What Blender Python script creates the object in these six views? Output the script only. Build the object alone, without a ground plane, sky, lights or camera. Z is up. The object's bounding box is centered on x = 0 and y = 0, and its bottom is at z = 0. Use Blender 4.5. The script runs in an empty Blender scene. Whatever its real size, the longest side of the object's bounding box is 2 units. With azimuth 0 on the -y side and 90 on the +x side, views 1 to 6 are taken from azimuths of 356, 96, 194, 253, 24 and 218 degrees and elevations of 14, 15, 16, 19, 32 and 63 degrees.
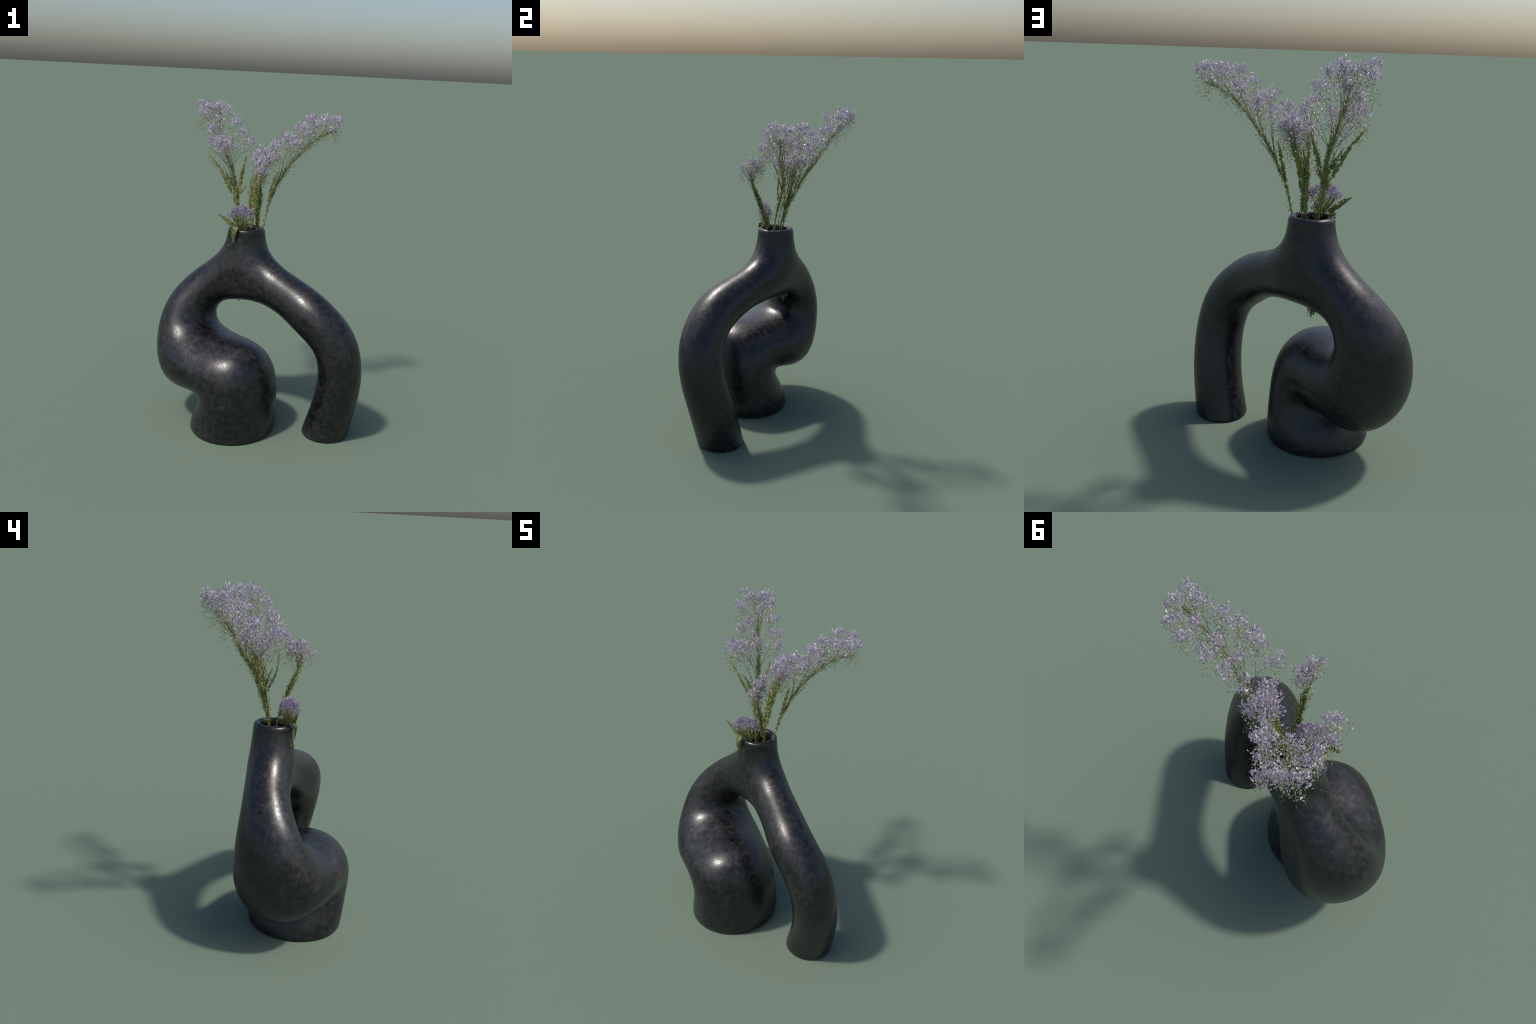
import bpy, math, random
import numpy as np
from mathutils import Vector

random.seed(11)
rng = np.random.default_rng(11)

# --------------------------------------------------------------------------
# small helpers
# --------------------------------------------------------------------------
def link(ob, parent=None):
    bpy.context.scene.collection.objects.link(ob)
    if parent is not None:
        ob.parent = parent
    return ob

def empty(name, label, category, loc=(0, 0, 0)):
    ob = bpy.data.objects.new(name, None)
    ob.empty_display_size = 0.05
    ob.location = loc
    ob["label"] = label
    ob["category"] = category
    return link(ob)

def catmull(P, m):
    """Catmull-Rom curve through the rows of P, m samples per span."""
    P = np.asarray(P, float)
    Q = np.vstack([2 * P[0] - P[1], P, 2 * P[-1] - P[-2]])
    t = np.linspace(0, 1, m, endpoint=False)[:, None]
    out = []
    for i in range(len(P) - 1):
        a, b, c, d = Q[i:i + 4]
        out.append(.5 * (2 * b + (c - a) * t + (2 * a - 5 * b + 4 * c - d) * t ** 2
                         + (3 * b - a - 3 * c + d) * t ** 3))
    out.append(P[-1:])
    return np.vstack(out)

def smooth_min(a, b, k):
    h = np.clip(.5 + .5 * (b - a) / k, 0, 1)
    return b * (1 - h) + a * h - k * h * (1 - h)

def smooth_max(a, b, k):
    return -smooth_min(-a, -b, k)

# --------------------------------------------------------------------------
# node helpers
# --------------------------------------------------------------------------
def new_mat(name):
    m = bpy.data.materials.new(name)
    m.use_nodes = True
    nt = m.node_tree
    bsdf = nt.nodes["Principled BSDF"]
    return m, nt, bsdf

def ramp(nt, fac, stops):
    n = nt.nodes.new("ShaderNodeValToRGB")
    e = n.color_ramp.elements
    e[0].position, e[0].color = stops[0][0], (*stops[0][1], 1)
    e[1].position, e[1].color = stops[-1][0], (*stops[-1][1], 1)
    for p, c in stops[1:-1]:
        q = e.new(p)
        q.color = (*c, 1)
    nt.links.new(fac, n.inputs[0])
    return n.outputs[0]

def noise(nt, vec, scale, detail=4, rough=.55, dist=0):
    n = nt.nodes.new("ShaderNodeTexNoise")
    n.inputs["Scale"].default_value = scale
    n.inputs["Detail"].default_value = detail
    n.inputs["Roughness"].default_value = rough
    n.inputs["Distortion"].default_value = dist
    nt.links.new(vec, n.inputs["Vector"])
    return n.outputs["Fac"]

def math_node(nt, op, a, b):
    n = nt.nodes.new("ShaderNodeMath")
    n.operation = op
    for i, v in enumerate((a, b)):
        if isinstance(v, (int, float)):
            n.inputs[i].default_value = v
        else:
            nt.links.new(v, n.inputs[i])
    return n.outputs[0]

def glaze_material():
    """Burnished black stoneware: charcoal with a cloudy grey bloom."""
    m, nt, b = new_mat("black_glaze")
    co = nt.nodes.new("ShaderNodeTexCoord").outputs["Object"]
    cloud = noise(nt, co, 7, 2, .5, .2)
    mottle = noise(nt, co, 31, 6, .66, .0)
    speck = noise(nt, co, 110, 3, .6)
    mix = math_node(nt, 'ADD', math_node(nt, 'MULTIPLY', math_node(nt, 'ADD', math_node(nt, 'MULTIPLY', mottle, .8), math_node(nt, 'MULTIPLY', speck, .2)), .78), math_node(nt, 'MULTIPLY', cloud, .22))
    col = ramp(nt, mix, [(.40, (.002, .0022, .0023)), (.48, (.007, .0072, .0078)), (.56, (.015, .0147, .0158)), (.68, (.036, .035, .037))])
    nt.links.new(col, b.inputs["Base Color"])
    rg = ramp(nt, math_node(nt, 'ADD', math_node(nt, 'MULTIPLY', mix, .7), math_node(nt, 'MULTIPLY', speck, .3)),
              [(.40, (.25, .25, .25)), (.50, (.34, .34, .34)), (.62, (.48, .48, .48))])
    nt.links.new(rg, b.inputs["Roughness"])
    bump = nt.nodes.new("ShaderNodeBump")
    bump.inputs["Strength"].default_value = .22
    bump.inputs["Distance"].default_value = .004
    nt.links.new(math_node(nt, 'ADD', mottle, math_node(nt, 'MULTIPLY', speck, .35)), bump.inputs["Height"])
    nt.links.new(bump.outputs[0], b.inputs["Normal"])
    b.inputs["Specular IOR Level"].default_value = .6
    return m

def chip_material(name, stops, rough, translucency, coat=0.):
    """Petals, bracts, leaves: colour varies from piece to piece."""
    m, nt, b = new_mat(name)
    isl = nt.nodes.new("ShaderNodeNewGeometry").outputs["Random Per Island"]
    co = nt.nodes.new("ShaderNodeTexCoord").outputs["Object"]
    n = noise(nt, co, 60, 3)
    f = math_node(nt, 'ADD', math_node(nt, 'MULTIPLY', isl, .7), math_node(nt, 'MULTIPLY', n, .3))
    col = ramp(nt, f, stops)
    nt.links.new(col, b.inputs["Base Color"])
    b.inputs["Roughness"].default_value = rough
    # waxy sheen that only flashes at slanting angles
    lw = nt.nodes.new("ShaderNodeLayerWeight")
    mr = nt.nodes.new("ShaderNodeMapRange")
    mr.inputs["From Min"].default_value = .20
    mr.inputs["From Max"].default_value = .38
    mr.inputs["To Max"].default_value = coat
    nt.links.new(lw.outputs["Facing"], mr.inputs["Value"])
    nt.links.new(mr.outputs[0], b.inputs["Coat Weight"])
    b.inputs["Coat Roughness"].default_value = .37
    b.inputs["Coat IOR"].default_value = 2.9
    b.inputs["Specular IOR Level"].default_value = .3
    tr = nt.nodes.new("ShaderNodeBsdfTranslucent")
    nt.links.new(col, tr.inputs["Color"])
    mx = nt.nodes.new("ShaderNodeMixShader")
    mx.inputs[0].default_value = translucency
    nt.links.new(b.outputs[0], mx.inputs[1])
    nt.links.new(tr.outputs[0], mx.inputs[2])
    nt.links.new(mx.outputs[0], nt.nodes["Material Output"].inputs["Surface"])
    return m

MAT_GLAZE = glaze_material()
MAT_PETAL = chip_material("lavender_petal",
    [(.10, (.28, .245, .335)), (.35, (.46, .41, .52)), (.6, (.62, .555, .65)), (.85, (.88, .82, .85))], 0.4, 0.38, 1.0)
MAT_HEAD = chip_material("mauve_petal",
    [(.10, (.27, .22, .34)), (.40, (.43, .36, .51)), (.65, (.56, .48, .62)), (.9, (.74, .66, .76))], 0.4, 0.35, .6)
MAT_BRACT = chip_material("green_bract",
    [(.10, (.08, .10, .027)), (.40, (.20, .23, .06)), (.65, (.36, .37, .11)), (.9, (.58, .55, .19))], 0.4, 0.35, .8)
MAT_STEM = chip_material("green_stem",
    [(.2, (.13, .16, .04)), (.6, (.24, .28, .08)), (.9, (.38, .39, .14))], 0.45, 0.2, .5)
MAT_LEAF = chip_material("green_leaf",
    [(.15, (.09, .12, .035)), (.5, (.19, .235, .07)), (.85, (.36, .39, .13))], 0.45, 0.4, .5)

# --------------------------------------------------------------------------
# the vase: one thick ceramic rope, standing on a fat coiled foot, arching up
# through the shoulder under the neck and down again as a slender leg.
# Each row is a station of the spine: centre x y z, radius, and how the round
# section there is squashed (xx, yy, xy, xz, yz terms of its metric).
# --------------------------------------------------------------------------
SPINE = [
    (-0.136, -0.174, -0.003, 0.286, -0.036, -0.083, -0.055, -0.091, 0.061),
    (-0.098, -0.248, 0.286, 0.232, 0.117, -0.016, -0.296, -0.202, 0.222),
    (-0.173, -0.196, 0.390, 0.192, 0.048, -0.021, -0.521, -0.200, 0.166),
    (-0.306, -0.070, 0.403, 0.189, 0.076, 0.040, -0.632, -0.126, 0.100),
    (-0.401, 0.037, 0.423, 0.198, 0.160, 0.150, -0.571, -0.061, 0.074),
    (-0.441, 0.088, 0.504, 0.186, 0.200, 0.184, -0.405, -0.011, 0.038),
    (-0.429, 0.107, 0.630, 0.169, 0.154, 0.080, -0.269, -0.008, 0.002),
    (-0.371, 0.104, 0.764, 0.142, 0.126, -0.002, -0.184, -0.016, -0.033),
    (-0.272, 0.082, 0.873, 0.127, 0.144, 0.016, -0.130, -0.005, -0.070),
    (-0.150, 0.027, 0.924, 0.131, 0.159, 0.110, -0.062, 0.052, -0.060),
    (0.009, -0.057, 0.925, 0.131, 0.105, 0.117, -0.073, -0.011, -0.048),
    (0.160, -0.187, 0.874, 0.127, 0.054, 0.052, -0.091, -0.027, -0.022),
    (0.301, -0.315, 0.788, 0.138, 0.051, 0.025, -0.083, -0.025, 0.026),
    (0.435, -0.375, 0.654, 0.137, 0.008, -0.041, -0.058, -0.025, 0.019),
    (0.489, -0.367, 0.465, 0.140, -0.021, -0.092, -0.036, -0.018, -0.005),
    (0.482, -0.308, 0.226, 0.145, -0.089, -0.126, -0.019, 0.003, -0.021),
    (0.424, -0.248, -0.076, 0.152, -0.161, -0.134, -0.049, 0.025, -0.040),
]
NECK = dict(x=-0.087, y=0.005, top=1.243, r_top=0.109, r_low=0.094, blend=0.200, bore=.073)

def spine_tables(m):
    T = catmull(SPINE, m)
    a, b, xy, xz, yz = T[:, 4:9].T
    c = T[:, :3]
    M = np.zeros((len(T), 3, 3))
    M[:, 0, 0], M[:, 1, 1], M[:, 2, 2] = 1 + a, 1 + b, 1 - a - b
    M[:, 0, 1] = M[:, 1, 0] = xy
    M[:, 0, 2] = M[:, 2, 0] = xz
    M[:, 1, 2] = M[:, 2, 1] = yz
    Mc = np.einsum('mij,mj->mi', M, c)
    G = np.concatenate([np.stack([1 + a, 1 + b, 1 - a - b, xy, xz, yz]), -2 * Mc.T, (Mc * c).sum(1)[None]])
    return G, T[:, 3], m

def vase_field(X, tab):
    """Signed distance (roughly) to the ceramic."""
    G, rad, m = tab
    x, y, z = X.T
    F = np.stack([x * x, y * y, z * z, 2 * x * y, 2 * x * z, 2 * y * z, x, y, z, np.ones_like(x)], 1)
    d = np.sqrt(np.maximum(F @ G, 1e-9)) - rad[None]
    # soft union of all stations, which also fills the crease where the coil rests on itself
    k = .02
    near = d.min(1)
    rope = near - k * np.log(np.exp(-(d - near[:, None]) / k).sum(1) / m)
    rho = np.hypot(x - NECK['x'], y - NECK['y'])
    rn = NECK['r_low'] + (NECK['r_top'] - NECK['r_low']) * np.clip((z - 1.05) / (NECK['top'] - 1.05), 0, 1)
    neck = smooth_max(rho - rn, 1.02 - z, .2)
    v = smooth_min(rope, neck, NECK['blend'])
    v = smooth_max(v, z - NECK['top'], .022)
    bore = np.maximum(rho - NECK['bore'], .93 - z)
    v = smooth_max(v, -bore, .022)
    return smooth_max(v, -z, .016)

def field_chunks(X, tab):
    return np.concatenate([vase_field(X[i:i + 60000], tab) for i in range(0, len(X), 60000)])

def field_normal(X, tab, e=.0015):
    g = np.stack([field_chunks(X + e * np.eye(3)[i], tab) - field_chunks(X - e * np.eye(3)[i], tab)
                  for i in range(3)], 1) / (2 * e)
    return g

def skin_field():
    """Wrap a quad skin round the field (surface nets), then settle it exactly on it."""
    tab = spine_tables(7)
    h = .0105
    lo = np.array([-.68, -.56, -.03])
    n = np.array([128, 94, 124])
    ax = [lo[i] + h * np.arange(n[i]) for i in range(3)]
    g = np.stack(np.meshgrid(*ax, indexing='ij'), -1).reshape(-1, 3)
    s = field_chunks(g, tab).reshape(n)
    inside = s < 0
    cells = n - 1
    cnt = np.zeros(cells, int)
    for dx in (0, 1):
        for dy in (0, 1):
            for dz in (0, 1):
                cnt += inside[dx:dx + cells[0], dy:dy + cells[1], dz:dz + cells[2]]
    act = (cnt > 0) & (cnt < 8)
    idx = -np.ones(cells, int)
    idx[act] = np.arange(act.sum())
    V = lo + h * (np.argwhere(act) + .5)
    quads = []
    for a in range(3):
        b, c = (a + 1) % 3, (a + 2) % 3
        sl0 = [slice(None)] * 3
        sl1 = [slice(None)] * 3
        sl0[a] = slice(0, n[a] - 1)
        sl1[a] = slice(1, n[a])
        A, B = inside[tuple(sl0)], inside[tuple(sl1)]
        for flip in (False, True):
            E = np.argwhere((A & ~B) if not flip else (~A & B))
            E = E[(E[:, b] > 0) & (E[:, c] > 0) & (E[:, b] < cells[b]) & (E[:, c] < cells[c])]
            ring = []
            for ob, oc in ((0, 0), (-1, 0), (-1, -1), (0, -1)):
                q = E.copy()
                q[:, b] += ob
                q[:, c] += oc
                ring.append(idx[q[:, 0], q[:, 1], q[:, 2]])
            Q = np.stack(ring, 1)
            quads.append(Q[:, ::-1] if flip else Q)
    Q = np.vstack(quads)
    fine = spine_tables(8)

    def settle(V, steps, tab):
        for _ in range(steps):
            gr = field_normal(V, tab)
            V = V - np.clip(field_chunks(V, tab)[:, None] * gr / np.maximum((gr ** 2).sum(1), .15)[:, None], -.006, .006)
        return V

    def relax(V, Q):
        acc = np.zeros_like(V)
        w = np.zeros(len(V))
        cen = V[Q].mean(1)
        for k in range(4):
            np.add.at(acc, Q[:, k], cen)
            np.add.at(w, Q[:, k], 1)
        return acc / w[:, None]

    for _ in range(4):
        V = settle(relax(V, Q), 1, tab)
    # split every quad in four and settle again
    E = np.sort(np.stack([Q, np.roll(Q, -1, 1)], -1).reshape(-1, 2), 1)
    u, inv = np.unique(E, axis=0, return_inverse=True)
    inv = inv.reshape(-1, 4)
    nv, ne = len(V), len(u)
    V = np.vstack([V, V[u].mean(1), V[Q].mean(1)])
    f = nv + ne + np.arange(len(Q))
    Q = np.vstack([np.stack([Q[:, k], nv + inv[:, k], f, nv + inv[:, (k + 3) % 4]], 1) for k in range(4)])
    V = settle(V, 2, fine)
    V = settle(relax(V, Q), 2, fine)
    N = field_normal(V, fine)
    N /= np.linalg.norm(N, axis=1)[:, None]
    V[:, 2] = np.maximum(V[:, 2], 0)
    return V, Q, N

def build_vase():
    V, Q, N = skin_field()
    vase = empty("black_ceramic_vase", "glossy black sculptural vase, coiled foot and arched leg", "vase")
    c = V[Q].mean(1)
    part = np.full(len(Q), 1)
    part[c[:, 2] > 1.10] = 0
    part[(c[:, 0] > .20) & (c[:, 2] <= 1.10)] = 2
    part[(c[:, 0] < .22) & (c[:, 2] < .66)] = 3
    for k, name in enumerate(("neck", "arched_body", "leg", "coiled_foot")):
        q = Q[part == k]
        use, inv = np.unique(q, return_inverse=True)
        me = bpy.data.meshes.new(name)
        me.from_pydata(V[use].tolist(), [], inv.reshape(-1, 4).tolist())
        me.polygons.foreach_set("use_smooth", [True] * len(me.polygons))
        me.materials.append(MAT_GLAZE)
        me.update()
        me.normals_split_custom_set_from_vertices(N[use].tolist())
        link(bpy.data.objects.new(name, me), vase)

build_vase()

# --------------------------------------------------------------------------
# the dried sea-lavender sprigs
# --------------------------------------------------------------------------
def unit(v):
    v = np.asarray(v, float)
    return v / max(np.linalg.norm(v), 1e-9)

class Pile:
    """Collects small pieces into one mesh."""
    def __init__(self):
        self.v, self.f = [], []

    def add(self, verts, faces):
        o = len(self.v)
        self.v += [tuple(p) for p in verts]
        self.f += [tuple(i + o for i in fc) for fc in faces]

    def chip(self, base, direc, length, width, curl=.25):
        """One little petal or bract: a cupped, pointed blade."""
        d = unit(direc)
        s = unit(np.cross(d, rng.normal(size=3)))
        n = np.cross(d, s)
        w = width / 2
        b = np.asarray(base)
        mid = b + d * length * .55
        p = [b - s * w * .3, b + s * w * .3,
             mid + s * w + n * length * curl * .6, mid - n * length * .06, mid - s * w + n * length * curl * .6,
             b + d * length + n * length * curl]
        self.add(p, [(0, 3, 4), (0, 1, 3), (1, 2, 3), (3, 2, 5), (4, 3, 5)])

    def tube(self, path, r0, r1, sides=5):
        path = np.asarray(path)
        t = np.gradient(path, axis=0)
        ref = np.array([.31, .87, .38])
        rows = []
        for i, (p, d) in enumerate(zip(path, t)):
            d = unit(d)
            a = unit(np.cross(d, ref))
            b = np.cross(d, a)
            r = r0 + (r1 - r0) * i / (len(path) - 1)
            rows.append([p + r * (a * math.cos(q) + b * math.sin(q))
                         for q in np.linspace(0, 2 * math.pi, sides, endpoint=False)])
        v = [p for row in rows for p in row]
        f = [(i * sides + k, i * sides + (k + 1) % sides, (i + 1) * sides + (k + 1) % sides, (i + 1) * sides + k)
             for i in range(len(rows) - 1) for k in range(sides)]
        self.add(v, f)

    def object(self, name, mat, parent, smooth=False, stuff=True):
        me = bpy.data.meshes.new(name)
        me.from_pydata(self.v, [], self.f)
        me.materials.append(mat)
        if smooth:
            me.polygons.foreach_set("use_smooth", [True] * len(me.polygons))
        ob = bpy.data.objects.new(name, me)
        if stuff:
            ob["kind"] = "stuff"
        o = np.array(parent.location)
        me.vertices.foreach_set("co", (np.array(self.v) - o).ravel())
        me.update()
        return link(ob, parent)

def tuft(pile, c, R, n, up, size=.0135):
    """A flower head: petals fanning up and out, thick at the crown, thinning towards the twig below."""
    c = np.asarray(c, float)
    up = unit(up)
    root = c - up * R * 1.7
    lobes = [unit(rng.normal(size=3) + .5 * up) * R * .72 for _ in range(6)]
    for _ in range(n):
        q = unit(rng.normal(size=3)) * R * .70 * rng.random() ** .45 + lobes[rng.integers(6)]
        if q @ up < 0 and rng.random() < .55:
            q = q - 2 * up * (q @ up)
        p = c + q
        d = unit(unit(p - root) + .5 * rng.normal(size=3) + .3 * up)
        L = size * rng.uniform(.55, 1.3)
        pile.chip(p - d * L * .5, d, L, L * rng.uniform(.36, .65), rng.uniform(-.3, .3))

def leaf(parent, path, width, seed, ragged=.1, twist=0., mat=MAT_LEAF, facing=(0, -1, .2)):
    """A lanceolate leaf, folded along the midrib, with a frayed, worn blade."""
    lr = np.random.default_rng(seed)
    P = catmull(path, 10)
    n = len(P)
    T = np.gradient(P, axis=0)
    L = np.linalg.norm(np.diff(P, axis=0), axis=1).sum()
    cols = 5
    V = []
    for i in range(n):
        t = i / (n - 1)
        d = unit(T[i])
        s = unit(np.cross(d, facing))
        nn = np.cross(s, d)
        a = twist * t
        s, nn = s * math.cos(a) + nn * math.sin(a), nn * math.cos(a) - s * math.sin(a)
        w = width / 2 * (math.sin(math.pi * min(1, .12 + .88 * t) ** .9) ** .75 + .04)
        for k in range(cols):
            u = (k / (cols - 1)) * 2 - 1
            jag = 1 + (lr.uniform(-.35, .15) if k in (0, cols - 1) else lr.uniform(-.05, .05))
            V.append(P[i] + s * u * w * jag + nn * abs(u) * w * .35 + nn * lr.normal() * width * .03)
    F = []
    for i in range(n - 1):
        for k in range(cols - 1):
            edge = k in (0, cols - 2)
            if lr.random() < (ragged + .07) * (2.0 if edge else .8):
                continue
            F.append((i * cols + k, i * cols + k + 1, (i + 1) * cols + k + 1, (i + 1) * cols + k))
    pile = Pile()
    pile.add(V, F)
    ob = pile.object("leaf", mat, parent, smooth=True, stuff=False)
    sol = ob.modifiers.new("thickness", 'SOLIDIFY')
    sol.thickness = .0012
    return ob

def on_path(P, t):
    i = t * (len(P) - 1)
    k = min(int(i), len(P) - 2)
    return P[k] + (P[k + 1] - P[k]) * (i - k)

def sprig(name, label, stem, heads, leaves, petals=100, bracts=300, haze=0, petal_mat=MAT_PETAL,
          thick=.0042, bract_len=.010, lean=.35, attach=(.45, .9)):
    """A branching stem that ends in flower heads; heads are (x, y, z, radius)."""
    S = catmull(stem, 12)
    ob = empty(name, label, "dried flower", tuple(np.round(S[0], 3)))
    wood, green = Pile(), Pile()
    wood.tube(S, thick, thick * .45, 6)
    H = np.array(heads, float)
    z0, z1 = H[:, 2].min(), H[:, 2].max()
    twigs = []
    for x, y, z, R in heads:
        c = np.array([x, y, z])
        # leave the main stem below and behind the head
        dist = np.linalg.norm(S - c, axis=1)
        t = np.clip(dist.argmin() / (len(S) - 1) - rng.uniform(.14, .26), .3, .95)
        a = on_path(S, t)
        foot = c - np.array([0, 0, R * .9])
        knee = a + (foot - a) * .5 + (on_path(S, min(1, t + .1)) - a) * .5 + rng.normal(size=3) * .006
        tw = catmull([a, knee, foot], 8)
        twigs.append(tw)
        wood.tube(tw, thick * .45, thick * .22, 4)
        pile = Pile()
        up = unit(np.array([0, 0, 1.0]) + lean * unit(c - a))
        tuft(pile, c, R, int(petals * (R / .04) ** 2), up)
        for _ in range(int(petals * .35)):
            u = rng.uniform(.45, 1.0)
            p = on_path(tw, u) + rng.normal(size=3) * (.008 + .016 * u)
            d = unit(np.array([0, 0, .8]) + .8 * rng.normal(size=3))
            L = .0115 * rng.uniform(.5, 1.2)
            pile.chip(p, d, L, L * rng.uniform(.36, .6), rng.uniform(-.3, .3))
        pile.object("flower_head", petal_mat, ob)
        # calyx twiglets below the head
        for _ in range(int(80 * R / .04)):
            q = unit(rng.normal(size=3)) * R * .95 * rng.random() ** .5
            p = foot + q - np.array([0, 0, 1]) * rng.random() ** 1.3 * R * 2.6
            green.chip(p, unit(up + .8 * rng.normal(size=3)), bract_len * rng.uniform(.5, 1.1), bract_len * .32)
    # bracts clinging to stem and twigs
    for _ in range(bracts):
        t = rng.uniform(0.05, 1)
        p = on_path(S, t) + rng.normal(size=3) * (.0035 + .006 * rng.random())
        d = unit(on_path(S, min(1, t + .03)) - on_path(S, max(0, t - .03)))
        green.chip(p, unit(d + .5 * rng.normal(size=3)), bract_len * rng.uniform(.6, 1.5), bract_len * rng.uniform(.22, .4))
    for tw in twigs:
        for _ in range(int(16)):
            p = on_path(tw, rng.random()) + rng.normal(size=3) * .008
            green.chip(p, unit(np.array([0, 0, .8]) + .8 * rng.normal(size=3)),
                       bract_len * rng.uniform(.5, 1.2), bract_len * rng.uniform(.25, .4))
    # feathery side twiglets between the rim and the flowers
    for _ in range(26):
        t = rng.uniform(.25, .75)
        a = on_path(S, t)
        d = unit(on_path(S, min(1, t + .05)) - a) + .45 * unit(rng.normal(size=3))
        L = rng.uniform(.03, .075)
        tw = catmull([a, a + d * L * .5 + rng.normal(size=3) * .003, a + d * L + np.array([0, 0, L * .2])], 5)
        wood.tube(tw, .0014, .0007, 3)
        for _ in range(7):
            p = on_path(tw, rng.random())
            green.chip(p, unit(d + .7 * rng.normal(size=3)), .010 * rng.uniform(.5, 1.2), .0034)
    # ragged scraps along the leaves
    for path, w, rag, tw in leaves:
        Lp = catmull(path, 8)
        for _ in range(int(70 * w / .022)):
            t = rng.random()
            p = on_path(Lp, t) + rng.normal(size=3) * w * .33
            d = unit(on_path(Lp, min(1, t + .05)) - on_path(Lp, max(0, t - .05)) + .008 * rng.normal(size=3))
            green.chip(p, d, .012 * rng.uniform(.5, 1.5), .0035 * rng.uniform(.6, 1.4))
    # fine haze of broken florets between the heads
    mist = Pile()
    for _ in range(haze):
        i, j = rng.integers(len(H), size=2)
        w = rng.random()
        p = H[i, :3] * w + H[j, :3] * (1 - w)
        if np.linalg.norm(H[i, :3] - H[j, :3]) > .2:
            continue
        p = p + np.clip(rng.normal(size=3), -1.5, 1.5) * .013 - np.array([0, 0, .010])
        pile = mist if rng.random() < .42 else green
        pile.chip(p, unit(np.array([0, 0, .7]) + rng.normal(size=3)), .010 * rng.uniform(.5, 1.2), .0038)
    if mist.v:
        mist.object("floret", petal_mat, ob)
    wood.object("stem", MAT_STEM, ob, smooth=True, stuff=False)
    green.object("bract", MAT_BRACT, ob)
    for k, (path, w, rag, tw) in enumerate(leaves):
        leaf(ob, path, w, k * 7 + len(name), rag, tw)
    return ob

# tall plume leaning back and to the left
sprig("lavender_plume", "tall airy lavender plume leaning back to the left",
      [(-.11, .03, 1.10), (-.125, .042, 1.24), (-.149, .077, 1.382), (-.180, .16, 1.54), (-.21, .22, 1.62),
       (-.252, .295, 1.74), (-.306, .383, 1.88)],
      [(-.386, .392, 1.940, .040), (-.265, .432, 1.941, .040), (-.275, .462, 1.935, .022), (-.33, .415, 1.925, .034), (-.375, .30, 1.905, .036),
       (-.21, .37, 1.915, .038), (-.169, .31, 1.855, .040), (-.115, .261, 1.79, .040), (-.078, .185, 1.745, .034),
       (-.29, .03, 1.735, .040), (-.315, .11, 1.735, .038), (-.25, .07, 1.755, .040), (-.30, .28, 1.82, .033),
       (-.24, .22, 1.77, .030), (-.19, .2, 1.735, .032), (-.32, .20, 1.80, .040), (-.29, .36, 1.86, .038),
       (-.23, .14, 1.715, .036)],
      [([(-.15, .085, 1.37), (-.20, .08, 1.47), (-.25, .06, 1.57), (-.33, .075, 1.67)], .026, .10, .5),
       ([(-.15, .09, 1.42), (-.19, .09, 1.5), (-.235, .08, 1.58)], .022, .10, .4),
       ([(-.152, .10, 1.42), (-.175, .15, 1.53), (-.19, .2, 1.62)], .020, .10, .3),
       ([(-.14, .10, 1.44), (-.125, .14, 1.54), (-.10, .18, 1.66)], .022, .10, -.4),
       ([(-.128, .045, 1.25), (-.145, .065, 1.35), (-.17, .09, 1.46), (-.2, .1, 1.56)], .016, .2, .5),
       ([(-.128, .05, 1.26), (-.14, .09, 1.38), (-.165, .16, 1.52), (-.2, .23, 1.65)], .016, .22, .5),
       ([(-.15, .09, 1.40), (-.14, .12, 1.5), (-.12, .15, 1.6)], .014, .2, .5),
       ([(-.14, .08, 1.43), (-.12, .075, 1.46), (-.10, .07, 1.49)], .010, .05, 0)],
      petals=155, bracts=560, haze=1500)

# long plume arching away to the right
sprig("arching_lavender_plume", "long lavender plume arching out to the right",
      [(.0, .0, 1.10), (.012, .0, 1.24), (.053, .036, 1.42), (.126, .066, 1.57), (.232, .05, 1.71), (.34, .06, 1.81),
       (.43, .06, 1.85)],
      [(.427, .018, 1.905, .036), (.36, .018, 1.912, .036), (.285, .014, 1.90, .036), (.22, -.015, 1.855, .036),
       (.14, -.022, 1.80, .038), (.065, -.03, 1.75, .038), (.18, -.06, 1.76, .034),
       (.377, .165, 1.908, .036), (.302, .185, 1.905, .036), (.225, .17, 1.85, .036), (.146, .145, 1.775, .038),
       (.435, .10, 1.90, .034), (.32, .10, 1.87, .034), (.24, .08, 1.81, .036), (.17, .06, 1.75, .036),
       (.08, .12, 1.73, .034)],
      [([(.045, .03, 1.40), (.065, .03, 1.5), (.085, .03, 1.59)], .022, .12, .4),
       ([(.013, .002, 1.25), (.03, .015, 1.34), (.05, .03, 1.42)], .012, .2, .5),
       ([(.06, .04, 1.43), (.095, .055, 1.52), (.135, .07, 1.6)], .014, .2, .5),
       ([(.035, .02, 1.36), (.05, .045, 1.46), (.07, .07, 1.55)], .018, .12, -.4)],
      petals=155, bracts=520, haze=1150)

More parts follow.
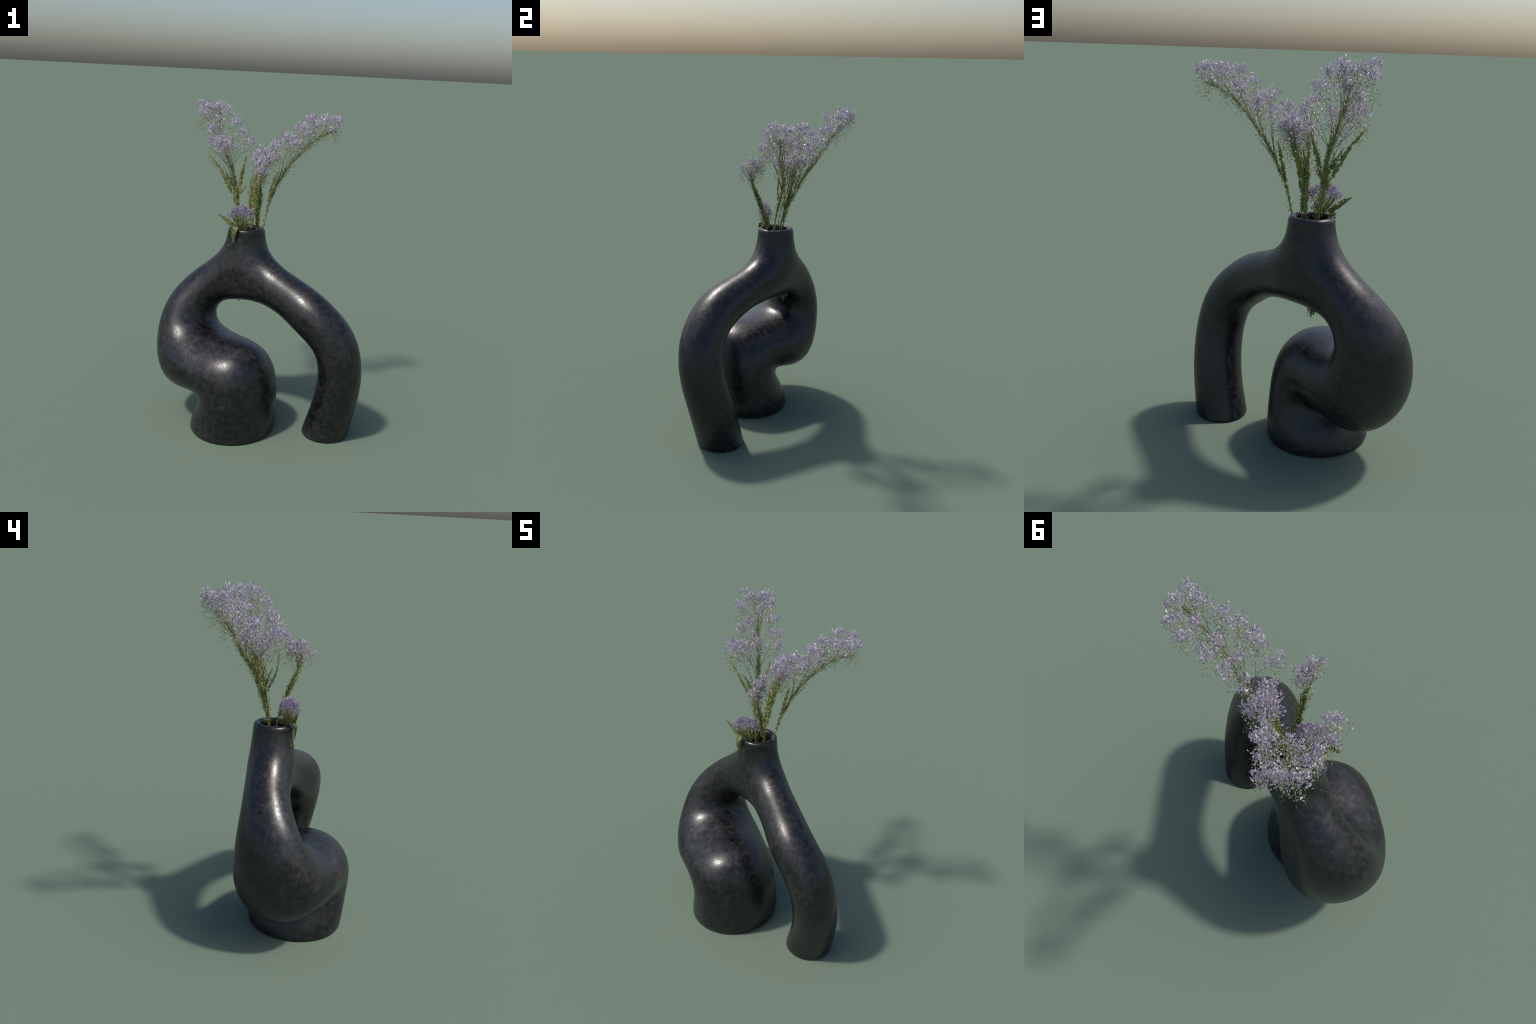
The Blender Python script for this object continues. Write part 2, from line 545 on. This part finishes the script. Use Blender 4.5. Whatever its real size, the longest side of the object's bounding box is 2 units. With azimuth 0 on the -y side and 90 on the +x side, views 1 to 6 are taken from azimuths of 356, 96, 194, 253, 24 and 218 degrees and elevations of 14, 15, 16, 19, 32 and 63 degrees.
# upright plume behind the middle
sprig("upright_lavender_plume", "dense upright lavender plume in the middle",
      [(-.055, .01, 1.10), (-.062, .03, 1.24), (-.066, .075, 1.377), (-.05, .085, 1.47), (-.028, .115, 1.57),
       (-.003, .125, 1.66)],
      [(-.003, .12, 1.675, .052), (.02, .16, 1.67, .04), (.03, .075, 1.655, .04), (-.04, .10, 1.645, .036), (.045, .03, 1.655, .036), (.0, .05, 1.64, .034)],
      [([(-.06, .05, 1.33), (-.045, .08, 1.45), (-.01, .11, 1.56), (.0, .12, 1.62)], .030, .06, .3),
       ([(-.063, .03, 1.25), (-.068, .06, 1.35), (-.06, .09, 1.47), (-.03, .1, 1.6)], .018, .2, .5),
       ([(-.055, .02, 1.25), (-.04, .04, 1.36), (-.02, .08, 1.5), (.01, .1, 1.62)], .018, .2, .5),
       ([(-.055, .06, 1.35), (-.03, .06, 1.47), (.01, .07, 1.58)], .024, .10, -.4),
       ([(-.06, .06, 1.36), (-.07, .09, 1.47), (-.055, .13, 1.58)], .024, .10, .6)],
      petals=180, bracts=340, haze=500)

# short sprig leaning to the front
sprig("small_lavender_sprig", "short lavender sprig leaning towards the front",
      [(-.04, -.01, 1.10), (-.028, -.04, 1.24), (-.03, -.083, 1.38), (-.026, -.13, 1.5), (-.026, -.155, 1.61)],
      [(-.03, -.162, 1.652, .034), (-.02, -.118, 1.652, .032), (-.035, -.203, 1.628, .026), (-.04, -.09, 1.628, .026), (-.01, -.082, 1.665, .030), (-.01, -.15, 1.60, .022)],
      [([(-.028, -.05, 1.26), (-.03, -.08, 1.37), (-.028, -.12, 1.48)], .022, .06, .3),
       ([(-.03, -.07, 1.33), (-.02, -.11, 1.44), (-.03, -.15, 1.55)], .024, .12, .8),
       ([(-.03, -.06, 1.30), (-.035, -.095, 1.42), (-.03, -.15, 1.54)], .030, .10, 1.7),
       ([(-.03, -.045, 1.26), (-.03, -.07, 1.36), (-.03, -.10, 1.46)], .022, .15, 1.4)],
      petals=150, bracts=320, haze=420)

# low rosette-like blossom sitting on the rim
def low_blossom():
    ob = empty("low_lavender_blossom", "low mauve blossom with leaves resting on the rim", "dried flower", (-.12, -.06, 1.2))
    root = np.array([-.115, -.055, 1.235])
    ax = unit((-.97, -.25, 0))
    pp = unit((.25, -.97, 0))
    petals, green, wood = Pile(), Pile(), Pile()
    crown = np.array([-.128, -.07, 1.33])
    for _ in range(950):
        a = rng.uniform(-1, 1)
        b = rng.uniform(-1, 1)
        if a * a + b * b > 1:
            continue
        dome = math.sqrt(1 - .97 * (a * a + b * b))
        h = rng.random() ** .6
        p = crown + ax * a * .086 + pp * b * .040 + np.array([0, 0, .084 * dome * (.45 + .55 * h) - .022]) + rng.normal(size=3) * .004
        d = unit(unit(p - root) + .22 * rng.normal(size=3) + np.array([0, 0, .3]))
        L = .016 * rng.uniform(.6, 1.3)
        petals.chip(p - d * L * .6, d, L, .0055 * rng.uniform(.6, 1.2), rng.uniform(-.2, .25))
    for _ in range(620):
        h = rng.uniform(0, 1)
        a, b = rng.normal(size=2) * .45
        p = root + (crown - root) * h + ax * a * (.03 + .055 * h) + pp * b * (.03 + .02 * h)
        green.chip(p, unit(unit(p - root + np.array([0, 0, .05])) + .6 * rng.normal(size=3)),
                   .011 * rng.uniform(.5, 1.4), .0036)
    for k in range(26):
        a, b = rng.uniform(-1, 1, 2)
        tip = crown + ax * a * .075 + pp * b * .03
        wood.tube(catmull([root + rng.normal(size=3) * .008, (root + tip) / 2 + np.array([0, 0, -.008]), tip], 5),
                  .0022, .0012, 4)
    wood.tube(catmull([(-.09, -.02, 1.06), (-.1, -.04, 1.16), tuple(root)], 6), .004, .003, 6)
    petals.object("flower_head", MAT_HEAD, ob)
    green.object("bract", MAT_BRACT, ob)
    wood.object("stem", MAT_STEM, ob, smooth=True, stuff=False)
    leaf(ob, [(-.150, -.075, 1.252), (-.195, -.078, 1.282), (-.230, -.074, 1.310), (-.263, -.067, 1.330)], .028, 5, .04, .4)
    leaf(ob, [(-.150, -.09, 1.262), (-.166, -.098, 1.245), (-.172, -.098, 1.21), (-.172, -.092, 1.165)], .038, 6, .03, .2, facing=(-.6, -.8, .1))
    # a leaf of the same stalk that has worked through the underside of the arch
    for k, (dx, dy, w, tip) in enumerate(((0, 0, .030, .750), (.014, -.016, .024, .770), (-.012, .012, .026, .765))):
        leaf(ob, [(-.116 + dx, .060 + dy, .835), (-.117 + dx, .061 + dy, .80), (-.114 + dx * 1.4, .060 + dy * 1.4, tip)],
             w, 9 + k, .08, .9 * k, facing=(.6, .8, .1))
    scrap = Pile()
    for _ in range(60):
        p = np.array([-.116, .058, .785]) + rng.normal(size=3) * (.012, .012, .014)
        scrap.chip(p, (rng.normal(), rng.normal(), -1.5), .011, .0045)
    for _ in range(70):
        t = rng.random()
        p = np.array([-.158, -.09, 1.25]) * (1 - t) + np.array([-.172, -.093, 1.17]) * t + rng.normal(size=3) * .007 * (1.2 - t)
        scrap.chip(p, (.5 * rng.normal(), .5 * rng.normal(), -1), .011, .004)
    for _ in range(60):
        t = rng.random()
        p = np.array([-.150, -.075, 1.252]) * (1 - t) + np.array([-.260, -.067, 1.328]) * t + rng.normal(size=3) * .007 * (1.2 - t)
        scrap.chip(p, (-1 + .5 * rng.normal(), .5 * rng.normal(), .8), .011, .004)
    scrap.object("leaf_scrap", MAT_BRACT, ob)
    # crumbs stuck on the shoulder
    crumb = Pile()
    for p in ((-.192, -.066, 1.146), (-.195, -.062, 1.141)):
        crumb.chip(p, (-.6, -.4, -.6), .012, .006)
    crumb.object("petal_crumb", MAT_BRACT, ob)

low_blossom()
